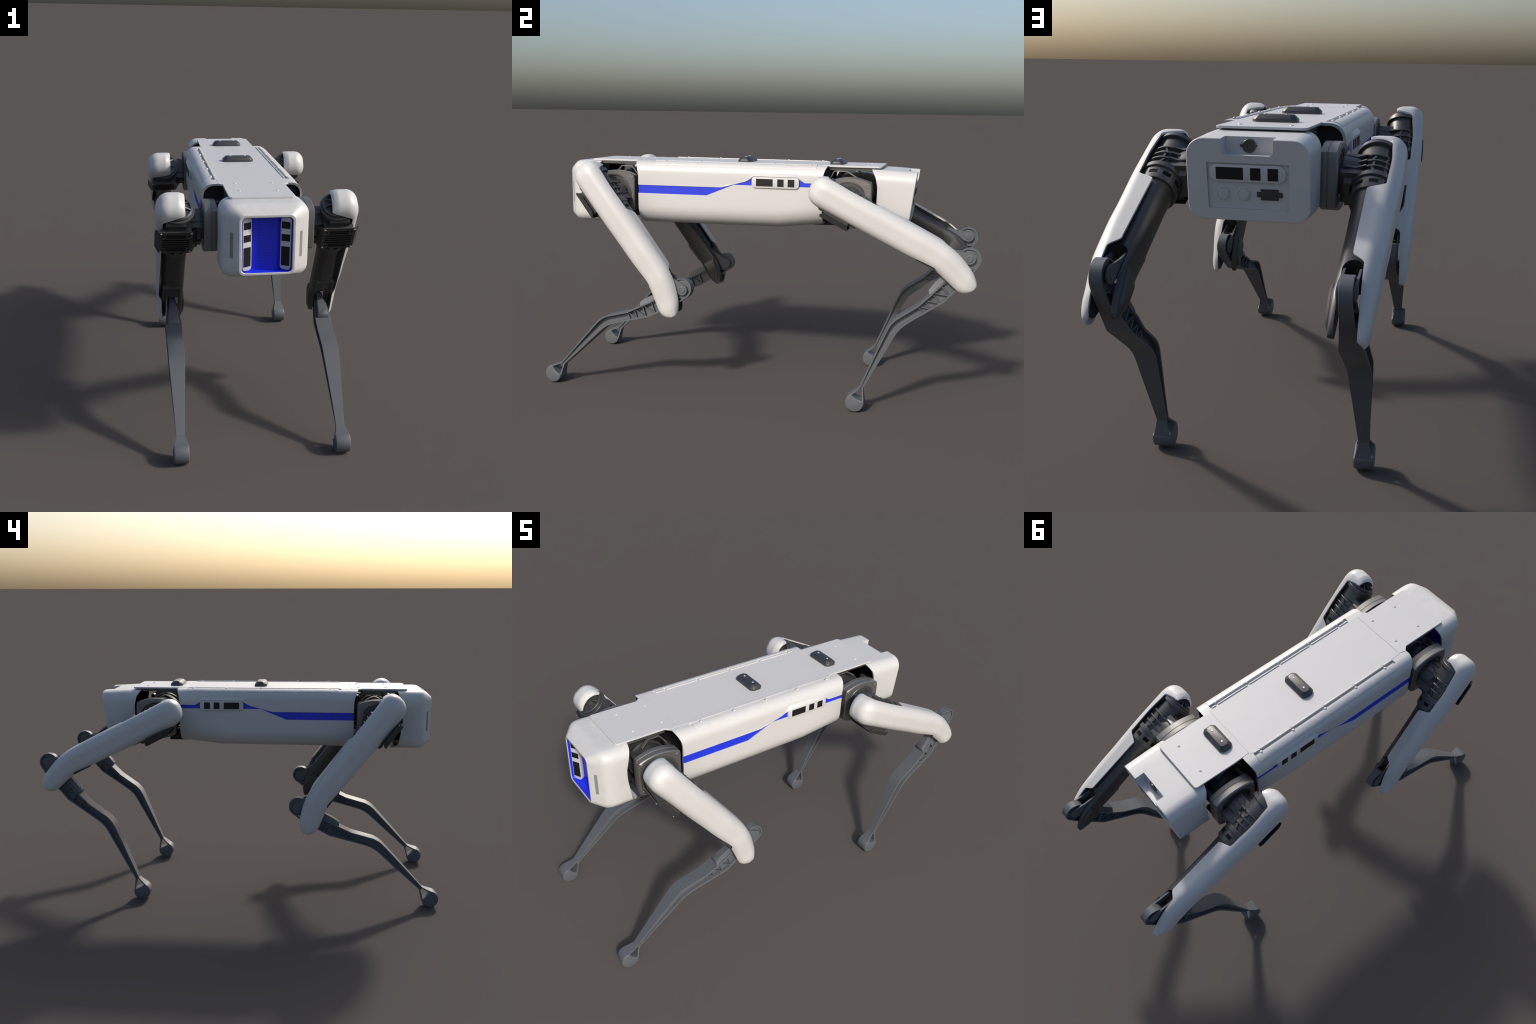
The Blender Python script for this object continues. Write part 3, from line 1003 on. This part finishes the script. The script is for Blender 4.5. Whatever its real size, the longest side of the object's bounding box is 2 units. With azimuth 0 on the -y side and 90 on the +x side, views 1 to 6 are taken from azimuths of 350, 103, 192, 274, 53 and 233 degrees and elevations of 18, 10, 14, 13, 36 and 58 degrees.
def strip(path, side, thick, hwf=shin_hw):
    """A flange: ribbon of given half-width along a path, thickened to one side."""
    rings = []
    for i, (u, v) in enumerate(path):
        a = path[max(0, i - 1)]
        b = path[min(len(path) - 1, i + 1)]
        d = Vector((b[0] - a[0], b[1] - a[1])).normalized()
        nrm = Vector((-d.y, d.x)) * side
        w = hwf(u)
        rings.append([EM(u, v, LEG_X - w), EM(u, v, LEG_X + w), EM(u + nrm.x * thick, v + nrm.y * thick, LEG_X + w), EM(u + nrm.x * thick, v + nrm.y * thick, LEG_X - w)])
    return loft(rings, True, True, True)

def shin_mesh():
    L = 0.8045
    m = M()
    # flanges
    back = [(-0.030 , -0.0405)]
    back = []
    R = 0.0472
    for i in range(15):
        a = radians(-140 - 128 * i / 14)     # around the roller, over the top to the rear side
        back.append((R * cos(a), R * sin(a)))
    back += [(0.045, 0.0475), (0.100, 0.0415)]
    m.merge(strip(back + SH_BOT, -1, 0.0075))
    m.merge(strip(SH_TOP, 1, 0.0075))
    # fork down to the foot
    m.merge(strip([(0.736, -0.0250), (0.757, -0.0290), (0.774, -0.0335), (0.790, -0.0385)], 1, 0.0065))
    m.merge(strip([(0.732, -0.0068), (0.748, 0.0055), (0.764, 0.0190), (0.780, 0.0320)], -1, 0.0065))
    # web
    web = [(u + (0.006 if u < 0.09 else 0), v + 0.0035) for u, v in SH_TOP] + [(u, v - 0.0035) for u, v in reversed(SH_BOT)] + [(0.10, 0.036), (0.05, 0.0405)]
    m.merge(prism(web, EM, LEG_X - 0.0130, LEG_X + 0.0130))
    # saddle above the foot
    m.merge(prism([(0.742, -0.022), (0.742, -0.008), (0.735, -0.008), (0.735, -0.022)], EM, LEG_X - 0.012, LEG_X + 0.012))
    # truss ribs
    def bar(a, b, w=0.0020):
        d = Vector((b[0] - a[0], b[1] - a[1])).normalized()
        nrm = Vector((-d.y, d.x)) * w
        hw = 0.0270
        m.merge(prism([(a[0] + nrm.x, a[1] + nrm.y), (b[0] + nrm.x, b[1] + nrm.y), (b[0] - nrm.x, b[1] - nrm.y), (a[0] - nrm.x, a[1] - nrm.y)], EM, LEG_X - hw, LEG_X + hw))
    tp = [(0.158, -0.028), (0.206, -0.036), (0.252, -0.043), (0.290, -0.050)]
    bt = [(0.172, 0.030), (0.222, 0.019), (0.264, 0.003), (0.297, -0.0085)]
    for a, b in zip(tp, bt):
        bar(a, b)
    for a, b in zip(tp[1:], bt[:-1]):
        bar(a, b)
    # narrow ridge running up into the fork
    def rr(u, v, w, vb):
        return [EM(u, vb, LEG_X - w - 0.007), EM(u, vb, LEG_X + w + 0.007), EM(u, v, LEG_X + w), EM(u, v, LEG_X - w)]
    m.merge(loft([rr(0.075, -0.038, 0.013, 0.0), rr(0.115, -0.046, 0.014, -0.01), rr(0.17, -0.0535, 0.018, -0.02), rr(0.206, -0.0545, 0.0215, -0.03), rr(0.216, -0.042, 0.0250, -0.033)], True, True, True))
    return m

def roller_mesh():
    m = lathe([(0.0485, -0.0170), (0.0465, 0.0170)], lambda p, q, h: EM(p, q, LEG_X + h), 48, caps=False)
    prof = []
    half = [(0.0004, 0.0110), (0.031, 0.0110), (0.033, 0.0095), (0.0405, 0.0095), (0.0415, 0.0165), (0.0455, 0.0165)]
    prof = half + [(r, -h) for r, h in reversed(half)]
    return lathe(prof, lambda p, q, h: EM(p, q, LEG_X + h), 48, caps=False)

def foot_mesh(L=0.8045):
    pts = []
    N = 32
    a0, a1 = radians(-121), radians(139)
    for i in range(N + 1):
        a = a0 + (a1 - a0) * i / N
        pts.append((L + FOOT_R * cos(a), FOOT_R * sin(a)))
    e0, e1 = pts[-1], pts[0]          # slightly hollow saddle between the fork ends
    for i in range(1, 8):
        t = i / 8
        pts.append((e0[0] + (e1[0] - e0[0]) * t + 0.006 * sin(pi * t), e0[1] + (e1[1] - e0[1]) * t))
    return prism(pts, EM, LEG_X - 0.0310, LEG_X + 0.0310)

# build meshes once per side, then place four legs
def sided(name, m, mats, **kw):
    return {1: make_mesh(name, m, mats, **kw), -1: make_mesh(name, m.mirrored(), mats, **kw)}

HIP = sided("hip_joint", hip_mesh(), PLATE)
MOTOR = sided("motor", motor_mesh(), ACTU)
DISC = sided("hip_disc", hip_disc(), ACTU)
BOLT = sided("bolt", bolt_mesh(), PLATE)
THIGH = sided("thigh", thigh_mesh(), TUBE)
GRILLE = sided("knee_grille", knee_grille(), ACTU)
LINK = sided("link_arm", link_mesh(), LIMB)
ACT = sided("actuator", actuator_mesh(), ACTU)
CWIN = sided("collar_window", collar_windows(), VOID)
VENT = sided("vent_tray", vent_mesh(), VENTM)
VSLOT = sided("vent_slots", vent_slots(), VOID)
VSCREW = sided("vent_screw", vent_screw(), SCREW)
COVER = sided("thigh_cover", cover_mesh(), WHITE, angle=62)
SHIN = sided("shin", shin_mesh(), LIMB, bevel=0.0006, segs=1)
ROLL = sided("knee_roller", roller_mesh(), LIMB)
FOOTM = sided("foot", foot_mesh(), LIMB, bevel=0.0045, segs=3)

def place(name, me, parent, mat):
    ob = bpy.data.objects.new(name, me)
    scene.collection.objects.link(ob)
    ob.parent = parent
    ob.matrix_local = mat
    return ob

for end in ("front", "rear"):
    py, pz = PIVOT[end]
    for sg in (1, -1):
        hip = put("hip_joint", HIP[sg], root, (0, py, pz))
        put("motor", MOTOR[sg], hip)
        for y, z in ((0.0815, 0.0675), (-0.0815, 0.0675), (0.0815, -0.0675), (-0.0815, -0.0675)):
            put("bolt", BOLT[sg], hip, (sg * 0.2215, y, z))
        dx, turn, lean, swing, knee, foot = STANCE[end, sg]
        tilt = Matrix.Rotation(-sg * turn, 4, 'Z') @ Matrix.Rotation(-sg * lean, 4, 'Y')
        mat = (Matrix.Translation((sg * (LEG_X + dx), py, pz)) @ tilt @ Matrix.Translation((-sg * LEG_X, 0, 0))
               @ Matrix.Rotation(THIGH_ROT[end] + swing, 4, 'X'))
        th = place("thigh", THIGH[sg], root, mat)
        put("hip_disc", DISC[sg], th)
        put("actuator", ACT[sg], th)
        put("collar_windows", CWIN[sg], th)["kind"] = "stuff"
        put("knee_grille", GRILLE[sg], th)
        put("link_arm", LINK[sg], th)
        put("thigh_cover", COVER[sg], th)
        put("vent_tray", VENT[sg], th)
        put("vent_slots", VSLOT[sg], th)["kind"] = "stuff"
        for s in (-0.0600, 0.0565):
            for x in (0.2715, 0.3905):
                put("vent_screw", VSCREW[sg], th, (sg * x, VENT_N, -s))
        f = Vector((sg * foot[0], foot[1], FOOT_R + 0.0008))
        k = Vector((sg * knee[0], knee[1], knee[2]))
        u = (f - k).normalized()
        lat = tilt.to_3x3() @ Vector((1, 0, 0))
        lat = (lat - u * lat.dot(u)).normalized()
        zl = -u
        yl = zl.cross(lat)
        rot = Matrix((lat, yl, zl)).transposed().to_4x4()
        mat = Matrix.Translation(f - u * SHIN_L) @ rot @ Matrix.Translation((-sg * LEG_X, 0, 0))
        sh = place("shin", SHIN[sg], root, mat)
        put("knee_roller", ROLL[sg], sh)
        put("foot", FOOTM[sg], sh)

# the whole machine stands very slightly turned
root.rotation_euler = (0, 0, radians(-0.52))
